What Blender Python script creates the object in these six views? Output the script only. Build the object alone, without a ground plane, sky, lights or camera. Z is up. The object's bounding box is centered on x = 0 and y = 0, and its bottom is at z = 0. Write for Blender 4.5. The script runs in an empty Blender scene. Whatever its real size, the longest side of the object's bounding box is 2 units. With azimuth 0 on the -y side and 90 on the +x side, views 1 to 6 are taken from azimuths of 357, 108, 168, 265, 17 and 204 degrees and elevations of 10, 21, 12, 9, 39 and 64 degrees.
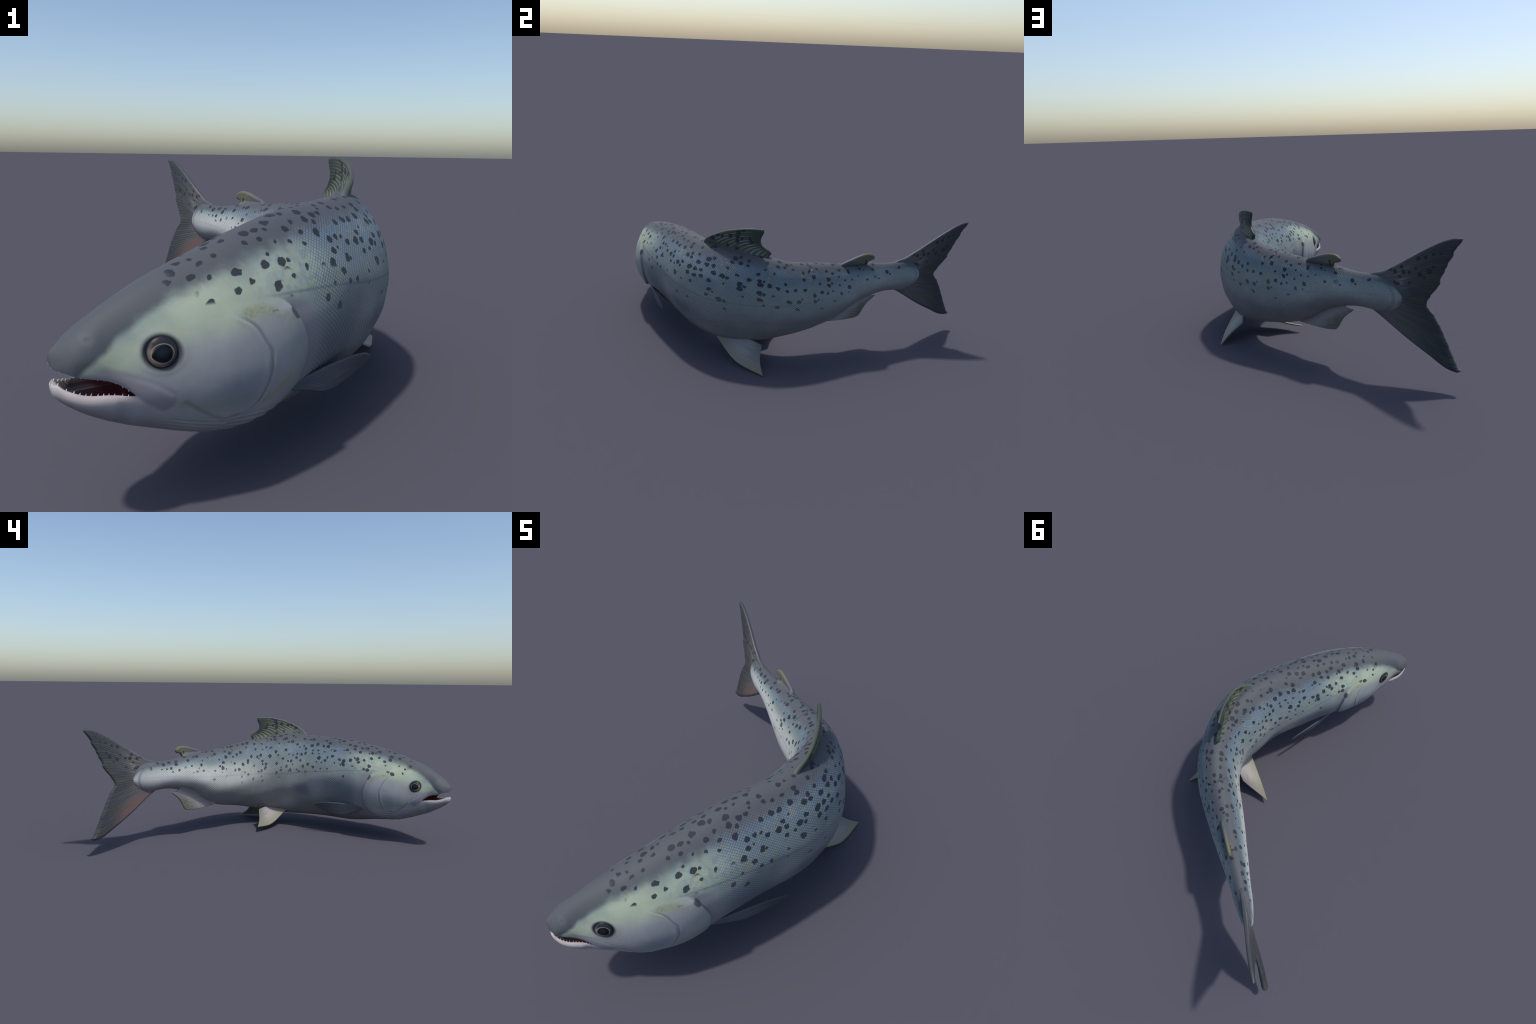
"""A salmon caught mid-turn: one lofted body bent along a spine, fins as ruled
sheets with thickness, eyes, teeth and mouth lining as parts of their own."""
import bpy, math
import numpy as np

rng = np.random.default_rng(7)

# ------------------------------------------------------------------ helpers
def cubic(x, y, q, monotone=True):
    """Piecewise cubic through (x, y); monotone keeps it from overshooting."""
    x, y, q = (np.asarray(a, float) for a in (x, y, q))
    h = np.diff(x); d = np.diff(y) / h
    m = np.zeros_like(y)
    if monotone:
        w1, w2 = 2 * h[1:] + h[:-1], 2 * h[:-1] * 0 + h[1:] + 2 * h[:-1]
        with np.errstate(all="ignore"):
            m[1:-1] = np.where(d[1:] * d[:-1] > 0, (w1 + w2) / (w1 / d[:-1] + w2 / d[1:]), 0)
    else:
        m[1:-1] = (d[:-1] * h[1:] + d[1:] * h[:-1]) / (h[1:] + h[:-1])
    m[0], m[-1] = d[0], d[-1]
    i = np.clip(np.searchsorted(x, q) - 1, 0, len(h) - 1)
    t = np.clip((q - x[i]) / h[i], 0, 1); H = h[i]
    return (y[i] * (1 + 2 * t) * (1 - t) ** 2 + H * m[i] * t * (1 - t) ** 2
            + y[i + 1] * t * t * (3 - 2 * t) + H * m[i + 1] * t * t * (t - 1))

def smooth(a, b, x):
    t = np.clip((x - a) / (b - a), 0, 1)
    return t * t * (3 - 2 * t)

def gauss(x, w):
    return np.exp(-(x / w) ** 2)

def capsule(px, pz, pts):
    """Distance from points to a polyline in the (along, height) plane."""
    best = np.full(np.broadcast(px, pz).shape, 9.0)
    for (ax, az), (bx, bz) in zip(pts[:-1], pts[1:]):
        dx, dz = bx - ax, bz - az
        t = np.clip(((px - ax) * dx + (pz - az) * dz) / (dx * dx + dz * dz), 0, 1)
        best = np.minimum(best, np.hypot(px - ax - t * dx, pz - az - t * dz))
    return best

# ------------------------------------------------------------------ the spine
# heading of the spine (degrees from +x) against the distance from the snout
TURN_S = [0, .3, .6, .85, 1.05, 1.25, 1.45, 1.7, 2.2]
TURN = [31.7, 44.0, 52.6, 54.6, 76.0, 96.9, 125.1, 129.2, 128.1]
START = (-.4129, -.9748)
_f = np.linspace(-.1, 2.6, 2701)
_a = np.radians(cubic(TURN_S, TURN, np.clip(_f, 0, 2.2), False))
_mid = (_a[1:] + _a[:-1]) / 2
_x = np.concatenate([[0], np.cumsum(np.cos(_mid) * .001)])
_y = np.concatenate([[0], np.cumsum(np.sin(_mid) * .001)])
_x += START[0] - np.interp(0, _f, _x)
_y += START[1] - np.interp(0, _f, _y)

def bend(P):
    """rest frame (along, left, up) -> world"""
    P = np.asarray(P, float)
    s = P[..., 0]
    A = np.interp(s, _f, _a)
    return np.stack([np.interp(s, _f, _x) + P[..., 1] * np.sin(A),
                     np.interp(s, _f, _y) - P[..., 1] * np.cos(A), P[..., 2]], -1)

# ------------------------------------------------------------------ body profile
S_END = 2.2
CORNER = .126                       # corner of the mouth
KP = [0, .03, .09, .18, .3, .45, .65, .85, 1.05, 1.25, 1.45, 1.65, 1.85, 2.0, 2.13]
BACK = [.3475, .3738, .4134, .4567, .4951, .5343, .5678, .5794, .5844, .5648, .5256, .5012, .4821, .4658, .4763]
BELLY = [.2836, .2866, .2022, .1693, .1192, .0939, .0659, .0657, .0603, .0873, .1275, .1708, .2799, .3051, .2937]
HALF = [.0068, .0457, .0638, .1031, .1471, .1632, .1632, .1582, .1527, .1185, .1065, .0912, .068, .0495, .0388]
KE = [0, .03, .07, .12, .18, .3, .6, 1.1, 1.6, 2.13]
WAIST = [.508, .512, .60, .37, .378, .394, .537, .498, .43, .45]      # where the section is widest
PINCH_UP = [.065, .08, .026, -.07, .04, .135, .247, .152, .059, .097]  # narrowing toward the back
PINCH_LOW = [.095, .094, .05, -.04, -.025, -.13, .247, .187, .32, .204]
NOSE_S = [0, .002, .006, .014, .03]
CHIN_S = [0, .004, .013, .03, .056, .088, .12, .167, .22, .3]
CHIN_Z = [.286, .272, .261, .2465, .2275, .2075, .189, .1675, .145, .1165]

def back_z(s):
    z = cubic(KP, BACK, np.clip(s, 0, 2.13))
    nose = cubic(NOSE_S, [.338, .348, .354, .361, .3738], np.clip(s, 0, .03))
    z = np.where(s < .03, nose, z)
    t = np.clip((s - 2.07) / (S_END - 2.07), 0, 1)
    return np.where(s > 2.07, .378 + (z - .378) * np.sqrt(np.maximum(1 - t ** 2.2, 0)), z)

def belly_z(s):
    z = cubic(KP, BELLY, np.clip(s, 0, 2.13))
    chin = cubic(CHIN_S, CHIN_Z, np.clip(s, 0, .3))
    z = np.where(s < .3, chin, z)
    t = np.clip((s - 2.05) / (S_END - 2.05), 0, 1)
    return np.where(s > 2.05, .378 + (z - .378) * np.sqrt(np.maximum(1 - t ** 2.2, 0)), z)

def half_w(s):
    w = cubic(KP, HALF, np.clip(s, 0, 2.13))
    nose = cubic(NOSE_S, [0, .0115, .0195, .0300, .0457], np.clip(s, 0, .03))
    w = np.where(s < .03, nose, w)
    tail = cubic([2.05, 2.1, 2.14, 2.17, 2.185, 2.195, 2.2], [.0462, .0405, .034, .028, .023, .015, .003], np.clip(s, 2.05, S_END))
    return np.where(s > 2.05, tail, w)

def waist_z(s):
    b = cubic(KP, BELLY, np.clip(s, 0, 2.13)); t = cubic(KP, BACK, np.clip(s, 0, 2.13))
    z = b + (t - b) * cubic(KE, WAIST, np.clip(s, 0, 2.13), False)
    return np.where(s > 2.07, z + (.378 - z) * smooth(2.07, 2.19, s), z)

def lip_up(s):
    return cubic([0, .002, .005, .015, .03, .045, .06, .08, .095, .11, .12, CORNER],
                 [.338, .329, .3255, .3222, .3167, .311, .3067, .3011, .2945, .2835, .274, .267], np.clip(s, 0, CORNER))

def lip_low(s):
    return cubic([0, .003, .009, .02, .03, .045, .06, .08, .1, .115, CORNER],
                 [.288, .2925, .2945, .287, .283, .2775, .2745, .2725, .269, .2665, .266], np.clip(s, 0, CORNER))

def jaw_w(s):
    return cubic([0, .003, .008, .015, .036, .067, .092, .117, CORNER],
                 [0, .0135, .022, .031, .049, .062, .0685, .0745, .0765], np.clip(s, 0, CORNER))

def section(s, th):
    """Closed body section at one station: (left, up) at angles th."""
    c, n = np.cos(th), np.sin(th)
    ku = cubic(KE, PINCH_UP, min(max(s, 0), 2.13), False); kl = cubic(KE, PINCH_LOW, min(max(s, 0), 2.13), False)
    T, B, W, C = (float(f(np.array(s))) for f in (back_z, belly_z, half_w, waist_z))
    C = min(max(C, B + .3 * (T - B)), T - .3 * (T - B))
    lat = W * c * (1 - np.where(n > 0, ku, kl) * n * n)
    return np.stack([lat, np.where(n > 0, C + (T - C) * n, C + (C - B) * n)], -1), C, T, B

def resample(P, n):
    d = np.concatenate([[0], np.cumsum(np.hypot(*np.diff(P, axis=0).T))])
    if d[-1] < 1e-9:
        return np.repeat(P[:1], n, 0)
    q = np.linspace(0, d[-1], n)
    return np.stack([np.interp(q, d, P[:, 0]), np.interp(q, d, P[:, 1])], -1)

NU, NL = 170, 130
stations = np.unique(np.round(np.concatenate([
    .03 * np.linspace(0, 1, 16) ** 2, np.arange(.03, .56, .003), np.arange(.56, 1.47, .0065), np.arange(1.47, 1.55, .0022), np.arange(1.55, 2.06, .0065), np.arange(2.06, 2.17, .0045),
    2.2 - .03 * np.linspace(1, 0, 16) ** 2]), 5))
NS = len(stations)
U = np.zeros((NS, NU, 3)); L = np.zeros((NS, NL, 3))
split0 = None
for i, s in enumerate(stations):
    sc = min(s, CORNER)
    _, C, T, B = section(sc, np.zeros(1))
    zl = float(lip_up(np.array(sc)))
    a = (zl - C) / (T - C) if zl > C else (zl - C) / (C - B)
    th0 = math.asin(max(-.95, min(.95, a)))
    th0 += (math.radians(-12) - th0) * float(smooth(CORNER, .4, np.array(s)))
    thl = th0
    if s < CORNER:                     # the lower sheet starts at the lower lip
        zq = float(lip_low(np.array(s)))
        thl = math.asin(max(-.95, min(.95, (zq - C) / (T - C) if zq > C else (zq - C) / (C - B))))
    up, *_ = section(s, np.linspace(th0, math.pi - th0, 500))
    lo, *_ = section(s, np.linspace(thl, -math.pi - thl, 500))
    up, lo = resample(up, NU), resample(lo, NL)
    if s < CORNER:                     # the lower jaw hangs open, with a thick rounded lip
        W, zt, zb = (float(f(np.array(s))) for f in (jaw_w, lip_low, belly_z))
        r = min(.0095, W * .35); rz = min(.012, (zt - zb) * .4)
        k = np.linspace(0, math.pi / 2, 60)
        lip = np.stack([W - r + r * np.sin(k), zt - rz + rz * np.cos(k)], -1)
        und = np.stack([W * np.cos(k) ** .85, zt - rz - (zt - rz - zb) * np.sin(k) ** 1.1], -1)
        half = np.concatenate([lip[:-1], und])
        jaw = resample(np.concatenate([half, half[::-1][1:] * [-1, 1]]), NL)
        w = float(smooth(CORNER - .035, CORNER, np.array(s)))
        lo = jaw * (1 - w) + lo * w
    U[i, :, 0] = s; U[i, :, 1:] = up
    L[i, :, 0] = s + (.001 * (1 - s / CORNER) if s < CORNER else 0); L[i, :, 1:] = lo

# landmarks on the side of the head, (along, up)
GILL_Z = [.105, .128, .145, .164, .195, .228, .264, .30, .329, .36, .386, .402, .412]
GILL_S = [.30, .358, .410, .445, .473, .483, .487, .484, .474, .460, .443, .420, .395]
CHEEK_Z = [.178, .181, .197, .228, .262, .291, .329, .361, .388]
CHEEK_S = [.315, .322, .356, .370, .379, .3805, .367, .350, .315]
CHEEK_LOW = [(.318, .180), (.286, .179), (.261, .193), (.233, .216), (.208, .238)]
MAXILLA = [(.06, .322), (.085, .312), (.107, .296), (.14, .272), (.172, .247)]
EYE = (.1715, .3415)
NOSTRIL = (.058, .375)

def relief(P):
    """How far the skin stands out of the plain loft, in metres."""
    s, lat, z = P[..., 0], P[..., 1], P[..., 2]
    side = smooth(.03, .07, np.abs(lat))
    d = np.zeros_like(s)
    x = s - cubic(GILL_Z, GILL_S, np.clip(z, GILL_Z[0], GILL_Z[-1]))
    wz = smooth(.107, .15, z) * (1 - smooth(.37, .412, z))
    flap = .0065 * smooth(-.13, -.004, x) * (x <= 0) + (x > 0) * (.0065 - .0125 * smooth(0, .0055, x)) * np.exp(-np.maximum(x, 0) / .045)
    d += flap * wz * smooth(.01, .05, np.abs(lat))
    y = s - cubic(CHEEK_Z, CHEEK_S, np.clip(z, CHEEK_Z[0], CHEEK_Z[-1]))
    wc = smooth(.18, .20, z) * (1 - smooth(.37, .395, z)) * side
    d += wc * (.0012 * gauss(y + .009, .008) - .0022 * gauss(y, .0042) + .0008 * gauss(y - .008, .006))
    q = capsule(s, z, CHEEK_LOW)
    d += side * (-.0016 * gauss(q, .0042)) * (z < .26)
    m = capsule(s, z, MAXILLA)
    wid = .0075 + .011 * smooth(.08, .17, s)
    d += side * (.0007 * (1 - smooth(.2, 1.0, m / wid)) - .0007 * gauss(m - wid * 1.08, .0045)) * smooth(.08, .13, s)
    e = np.hypot(s - EYE[0], z - EYE[1])
    d += side * (-.006 * (1 - smooth(.022, .031, e)) + .0009 * gauss(e - .036, .006))
    n = np.hypot(s - NOSTRIL[0], z - NOSTRIL[1])
    d += -.0012 * gauss(n - 0, .004)
    # branchial rays under the chin
    B, T = belly_z(s), back_z(s)
    h = (z - B) / (T - B + 1e-6)
    wr = smooth(.17, .22, s) * (1 - smooth(.40, .47, s)) * smooth(.0, .03, h) * (1 - smooth(.13, .17, h))
    d += .0014 * wr * np.sin(2 * math.pi * (h / .030 + 3.0 * (s - .2)))
    # the crease across the back where the body turns hardest
    c = s - 1.508 - .010 * np.sin(lat * 60) - .004 * np.sin(lat * 190 + 1)
    d += smooth(.78, .95, h) * (-.0062 * gauss(c, .0042) + .0012 * gauss(c - .012, .009))
    # soft unevenness of the flanks
    g = lat * 9
    d += .0016 * np.sin(s * 17 + 3 * z * 9 + g) * np.sin(z * 31 - s * 5 + 1.3) * smooth(.5, .7, s) * (1 - smooth(1.9, 2.05, s))
    return d

# one index grid for the whole skin; the mouth is a slit between the two sheets
vid_u = np.zeros((NS, NU), int); vid_l = np.zeros((NS, NL), int)
pos = []
def add(p):
    pos.append(p); return len(pos) - 1
last = NS - 1
for i in range(NS):
    closed = stations[i] >= CORNER
    if i == 0:
        vid_u[i] = add(U[0].mean(0)); vid_l[i] = add(L[0].mean(0)); continue
    if i == last:
        k = add((U[i].mean(0) + L[i].mean(0)) / 2); vid_u[i] = k; vid_l[i] = k; continue
    for j in range(NU):
        vid_u[i, j] = add(U[i, j])
    for j in range(NL):
        if closed and j == 0: vid_l[i, j] = vid_u[i, 0]
        elif closed and j == NL - 1: vid_l[i, j] = vid_u[i, NU - 1]
        else: vid_l[i, j] = add(L[i, j])
pos = np.array(pos)
faces, face_tag = [], []
for grid, low in ((vid_u, False), (vid_l, True)):
    n = grid.shape[1]
    for i in range(NS - 1):
        a, b = grid[i], grid[i + 1]
        for j in range(n - 1):
            f = [a[j], a[j + 1], b[j + 1], b[j]]
            f = list(dict.fromkeys(f))
            if len(f) < 3: continue
            if low: f = f[::-1]
            faces.append(f)
            face_tag.append((stations[i], low))

def vertex_normals(P, F):
    N = np.zeros_like(P)
    q = np.array([f if len(f) == 4 else f + [f[-1]] for f in F])
    n = np.cross(P[q[:, 2]] - P[q[:, 0]], P[q[:, 3]] - P[q[:, 1]])
    for k in range(4): np.add.at(N, q[:, k], n)
    return N / (np.linalg.norm(N, axis=1, keepdims=True) + 1e-12), q

N0, quads = vertex_normals(pos, faces)
mid = np.array([[(s), 0, .33] for s in pos[:, 0]])
if np.mean(np.einsum("ij,ij->i", N0, pos - mid) > 0) < .5:
    faces = [f[::-1] for f in faces]
    N0, quads = vertex_normals(pos, faces)
rest = pos + N0 * relief(pos)[:, None]
world = bend(rest)
normals, _ = vertex_normals(world, faces)
if np.mean(np.einsum("ij,ij->i", normals, world - bend(mid)) > 0) < .5:
    faces = [f[::-1] for f in faces]
    normals, quads = vertex_normals(world, faces)

Bq, Tq = belly_z(pos[:, 0]), back_z(pos[:, 0])
heightf = np.clip((pos[:, 2] - Bq) / np.maximum(Tq - Bq, 1e-4), 0, 1)
girth = np.zeros(len(pos))
for i in range(1, last):
    P = U[i]; d = np.concatenate([[0], np.cumsum(np.linalg.norm(np.diff(P, axis=0), axis=1))])
    girth[vid_u[i]] = d[-1] / 2 - d
    P = L[i]; e = np.concatenate([[0], np.cumsum(np.linalg.norm(np.diff(P, axis=0), axis=1))])
    half = e[-1] / 2
    g = np.where(e <= half, d[-1] / 2 + e, -(d[-1] / 2 + e[-1] - e))
    inner = slice(1, NL - 1)
    girth[vid_l[i][inner]] = g[inner]

# ------------------------------------------------------------------ shader building blocks
class Sock:
    def __init__(self, t, s): self.t, self.s = t, s
    def _m(self, op, *o, clamp=False):
        n = self.t.nodes.new("ShaderNodeMath"); n.operation = op; n.use_clamp = clamp
        for k, v in enumerate((self,) + o):
            if isinstance(v, Sock): self.t.links.new(v.s, n.inputs[k])
            else: n.inputs[k].default_value = v
        return Sock(self.t, n.outputs[0])
    def __add__(self, o): return self._m("ADD", o)
    __radd__ = __add__
    def __mul__(self, o): return self._m("MULTIPLY", o)
    __rmul__ = __mul__
    def __sub__(self, o): return self._m("SUBTRACT", o)
    def __rsub__(self, o): return (self * -1) + o
    def __truediv__(self, o): return self._m("DIVIDE", o)
    def abs(self): return self._m("ABSOLUTE")
    def sin(self): return self._m("SINE")
    def sqrt(self): return self._m("SQRT")
    def pow(self, e): return self._m("POWER", e)
    def min(self, o): return self._m("MINIMUM", o)
    def max(self, o): return self._m("MAXIMUM", o)
    def clamp(self): return self._m("ADD", 0.0, clamp=True)
    def step(self, a, b):
        """smooth 0..1 from a to b (b < a falls)"""
        n = self.t.nodes.new("ShaderNodeMapRange"); n.interpolation_type = "SMOOTHSTEP"
        flip = b < a
        lo, hi = (b, a) if flip else (a, b)
        self.t.links.new(self.s, n.inputs[0])
        n.inputs[1].default_value, n.inputs[2].default_value = lo, hi
        n.inputs[3].default_value, n.inputs[4].default_value = (1, 0) if flip else (0, 1)
        return Sock(self.t, n.outputs[0])
    def bump(self, w):
        """soft hill of half width w around zero"""
        return self.abs().step(w, 0)

class Mat:
    def __init__(self, name):
        self.m = bpy.data.materials.new(name); self.m.use_nodes = True
        self.t = self.m.node_tree; self.t.nodes.clear()
        self.out = self.t.nodes.new("ShaderNodeOutputMaterial")
        self.b = self.t.nodes.new("ShaderNodeBsdfPrincipled")
        self.t.links.new(self.b.outputs[0], self.out.inputs[0])
    def attr(self, name):
        n = self.t.nodes.new("ShaderNodeAttribute"); n.attribute_name = name
        return Sock(self.t, n.outputs["Fac"])
    def xyz(self):
        n = self.t.nodes.new("ShaderNodeTexCoord"); q = self.t.nodes.new("ShaderNodeSeparateXYZ")
        self.t.links.new(n.outputs["Object"], q.inputs[0])
        self.obj = n.outputs["Object"]
        return [Sock(self.t, o) for o in q.outputs]
    def vec(self, x, y, z=0.0):
        n = self.t.nodes.new("ShaderNodeCombineXYZ")
        for k, v in enumerate((x, y, z)):
            if isinstance(v, Sock): self.t.links.new(v.s, n.inputs[k])
            else: n.inputs[k].default_value = v
        return n.outputs[0]
    def noise(self, vec, scale, detail=2.0, rough=.5, colour=False):
        n = self.t.nodes.new("ShaderNodeTexNoise")
        self.t.links.new(vec, n.inputs["Vector"])
        n.inputs["Scale"].default_value = scale; n.inputs["Detail"].default_value = detail
        n.inputs["Roughness"].default_value = rough
        return Sock(self.t, n.outputs["Color" if colour else "Fac"])
    def voronoi(self, vec, scale, rand=1.0):
        n = self.t.nodes.new("ShaderNodeTexVoronoi"); n.voronoi_dimensions = "2D"
        self.t.links.new(vec, n.inputs["Vector"])
        n.inputs["Scale"].default_value = scale; n.inputs["Randomness"].default_value = rand
        c = self.t.nodes.new("ShaderNodeSeparateColor")
        self.t.links.new(n.outputs["Color"], c.inputs[0])
        return Sock(self.t, n.outputs["Distance"]), [Sock(self.t, o) for o in c.outputs]
    def curve(self, x, xs, ys):
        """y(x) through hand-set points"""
        n = self.t.nodes.new("ShaderNodeFloatCurve")
        lo, hi = xs[0], xs[-1]; ymin, ymax = min(ys), max(ys)
        ymax = ymax if ymax > ymin else ymin + 1
        c = n.mapping.curves[0]
        while len(c.points) < len(xs): c.points.new(.5, .5)
        for p, a, b in zip(c.points, xs, ys):
            p.location = ((a - lo) / (hi - lo), (b - ymin) / (ymax - ymin)); p.handle_type = "AUTO_CLAMPED"
        n.mapping.update()
        f = ((x - lo) * (1 / (hi - lo))).clamp()
        self.t.links.new(f.s, n.inputs["Value"])
        return Sock(self.t, n.outputs[0]) * (ymax - ymin) + ymin
    def ramp(self, x, stops):
        n = self.t.nodes.new("ShaderNodeValToRGB"); e = n.color_ramp.elements
        n.color_ramp.interpolation = "EASE" if len(stops) < 3 else "LINEAR"
        while len(e) < len(stops): e.new(.5)
        for k, (p, c) in enumerate(stops):
            e[k].position = p; e[k].color = (*c, 1)
        self.t.links.new(x.s, n.inputs[0])
        return n.outputs[0]
    def mix(self, base, col, fac, mode="MIX"):
        n = self.t.nodes.new("ShaderNodeMix"); n.data_type = "RGBA"; n.blend_type = mode
        for key, v in ((6, base), (7, col)):
            if isinstance(v, (tuple, list)): n.inputs[key].default_value = (*v, 1)
            else: self.t.links.new(v, n.inputs[key])
        if isinstance(fac, Sock): self.t.links.new(fac.s, n.inputs[0])
        else: n.inputs[0].default_value = fac
        return n.outputs[2]
    def capsule(self, x, z, pts):
        best = None
        for (ax, az), (bx, bz) in zip(pts[:-1], pts[1:]):
            dx, dz = bx - ax, bz - az; k = 1 / (dx * dx + dz * dz)
            t = ((x - ax) * (dx * k) + (z - az) * (dz * k)).clamp()
            ex, ez = x - ax - t * dx, z - az - t * dz
            d = (ex * ex + ez * ez).sqrt()
            best = d if best is None else best.min(d)
        return best
    def blob(self, x, z, cx, cz, rx, rz):
        ex, ez = (x - cx) * (1 / rx), (z - cz) * (1 / rz)
        return (ex * ex + ez * ez).sqrt().step(1, .15)
    def finish(self, colour, rough=.5, spec=.35, height=None, dist=.001, strength=1.0, coat=0.0):
        if isinstance(colour, (tuple, list)): self.b.inputs["Base Color"].default_value = (*colour, 1)
        else: self.t.links.new(colour, self.b.inputs["Base Color"])
        if isinstance(rough, Sock): self.t.links.new(rough.s, self.b.inputs["Roughness"])
        else: self.b.inputs["Roughness"].default_value = rough
        self.b.inputs["Specular IOR Level"].default_value = spec
        self.b.inputs["Coat Weight"].default_value = coat
        if height is not None:
            n = self.t.nodes.new("ShaderNodeBump"); n.inputs["Strength"].default_value = strength
            n.inputs["Distance"].default_value = dist
            self.t.links.new(height.s, n.inputs["Height"]); self.t.links.new(n.outputs[0], self.b.inputs["Normal"])
        return self.m

INK = (.022, .026, .036)
# ------------------------------------------------------------------ skin
def skin_material(jaw=False):
    M = Mat("salmon_skin" if not jaw else "salmon_jaw_skin")
    s, h, g = M.attr("along"), M.attr("height"), M.attr("girth")
    x, y, z = M.xyz()
    wob = M.noise(M.obj, 9, 3) - .5
    fine = M.noise(M.obj, 60, 3) - .5
    hh = (h + wob * .05 + fine * .02).clamp()
    col = M.ramp(hh, [(0, (.22, .21, .215)), (.15, (.205, .203, .205)), (.30, (.225, .232, .235)), (.45, (.265, .282, .278)),
                      (.60, (.275, .303, .29)), (.72, (.215, .268, .255)), (.82, (.150, .202, .228)),
                      (.90, (.106, .143, .175)), (1, (.084, .094, .107))])
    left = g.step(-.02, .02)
    # silvery rear flank, dark reflected surroundings painted on the shoulder
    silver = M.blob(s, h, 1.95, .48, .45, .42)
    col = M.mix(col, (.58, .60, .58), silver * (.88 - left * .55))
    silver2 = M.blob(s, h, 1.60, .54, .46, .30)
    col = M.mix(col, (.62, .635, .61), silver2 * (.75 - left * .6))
    dusk = M.blob(s, h, .64, .42, .18, .28).max(M.blob(s, h, .92, .36, .14, .12))
    col = M.mix(col, (.085, .115, .155), dusk * .65)
    pale = M.blob(s, h, .82, .42, .09, .30).max(M.blob(s, h, 1.06, .18, .11, .14))
    col = M.mix(col, (.36, .37, .37), pale * .45)
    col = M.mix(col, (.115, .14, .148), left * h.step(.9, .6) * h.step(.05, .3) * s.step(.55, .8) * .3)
    # head: silver cheeks, greenish crown
    head = s.step(.50, .40)
    col = M.mix(col, (.31, .32, .335), head * h.step(.86, .6) * .75)
    green = M.blob(s, h, .27, .78, .22, .22).max(M.blob(s, h, .10, .62, .08, .22)).max(M.blob(s, h, .45, .80, .24, .18) * .8)
    hm = M.noise(M.obj, 34, 4, .6)
    col = M.mix(col, (.41, .47, .345), green * (.62 + hm * .42))
    col = M.mix(col, (.40, .40, .25), head * (hm - .5).step(.02, .18) * green * .35)
    cheekdark = M.blob(s, h, .30, .33, .12, .16)
    col = M.mix(col, (.14, .165, .20), cheekdark * .5)
    under = M.blob(s, h, .24, .26, .12, .07)
    col = M.mix(col, (.20, .24, .19), under * .55)
    throat = (h.step(.20, .06)) * head
    col = M.mix(col, (.20, .20, .225), throat * .7)
    # yellow stains on the gill cover
    speck = M.noise(M.obj, 150, 3)
    yel = M.capsule(s, z, [(.340, .387), (.375, .389), (.410, .380), (.436, .362)]).step(.019, .003) * (1 - left * s.step(.395, .42))
    yel = yel.max(M.capsule(s, z, [(.435, .235), (.405, .212), (.372, .199)]).step(.018, .002))
    col = M.mix(col, (.24, .235, .10), yel * speck.step(.2, .65) * .60)
    # iridescent flecks of scale on the upper flank
    vd, vc = M.voronoi(M.vec(s, g), 95, .8)
    patch = M.noise(M.vec(s, g), 11, 2).step(.45, .62)
    fleck = vc[0].step(.62, .72) * patch * hh.step(.52, .66) * hh.step(.97, .90) * s.step(.30, .45) * s.step(1.95, 1.5)
    col = M.mix(col, (.27, .27, .15), fleck * .42)
    blue = vc[1].step(.5, .8) * hh.step(.62, .74) * hh.step(.95, .88) * s.step(.35, .5) * s.step(1.5, 1.2)
    col = M.mix(col, (.13, .195, .32), blue * .42)
    tone = (M.noise(M.obj, 16, 5, .6) - .5) * .55 + 1.0
    grey = M.vec(tone, tone, tone * .99)
    col = M.mix(col, grey, .75, "MULTIPLY")
    # dark back and the cap over the head
    edge = M.curve(s, [0, .02, .05, .085, .13, .19, .30, .6, 1.2, 1.8, 2.05, 2.2], [.30, .42, .62, .74, .83, .885, .92, .925, .93, .915, .87, .80])
    mott = M.noise(M.obj, 28, 4) - .5
    cap = (h - edge + mott * .10 + wob * .03).step(-.055, .04)
    col = M.mix(col, (.077, .084, .095), cap * .95)
    # lateral line
    zl = M.curve(s, [.38, .467, .614, .787, .943, 1.253, 1.576, 1.831, 2.061, 2.2], [.412, .408, .397, .375, .361, .340, .346, .364, .385, .388])
    line = (z - zl + fine * .003).bump(.0055) * s.step(.37, .46) * s.step(2.17, 2.1)
    col = M.mix(col, (.09, .11, .14), line * (s.step(1.7, .9) * .34 + .15))
    # shading drawn in dark colour along the gill slit and preopercle fold
    ez = M.curve(z, GILL_Z, GILL_S)
    slit = (s - ez - .003).bump(.006) * z.step(.11, .15) * z.step(.405, .37)
    col = M.mix(col, (.04, .045, .06), slit * .42)
    behind = (s - ez).step(.0, .012) * (s - ez).step(.085, .03) * z.step(.10, .18) * z.step(.42, .36)
    col = M.mix(col, (.235, .22, .25), behind * .65)
    cz = M.curve(z, CHEEK_Z, CHEEK_S)
    fold = (s - cz - .001).bump(.006) * z.step(.18, .20) * z.step(.39, .36)
    fold = fold.max(M.capsule(s, z, CHEEK_LOW).step(.006, .001) * .7)
    col = M.mix(col, (.07, .08, .10), fold * .42)
    # pink-grey upper jaw bone and lip
    mx = M.capsule(s, z, [(.075, .312), (.105, .295), (.14, .272), (.175, .243)]).step(.022, .008)
    col = M.mix(col, (.215, .19, .225), mx * .75 * s.step(.05, .09))
    # dark ring around the eye, pale halo outside it
    ex, ey = s - EYE[0], z - EYE[1]
    e = (ex * ex + ey * ey).sqrt()
    halo = e.step(.062, .036) * e.step(.030, .040)
    col = M.mix(col, (.34, .38, .30), halo * .30 * fine.step(-.25, .2))
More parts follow.
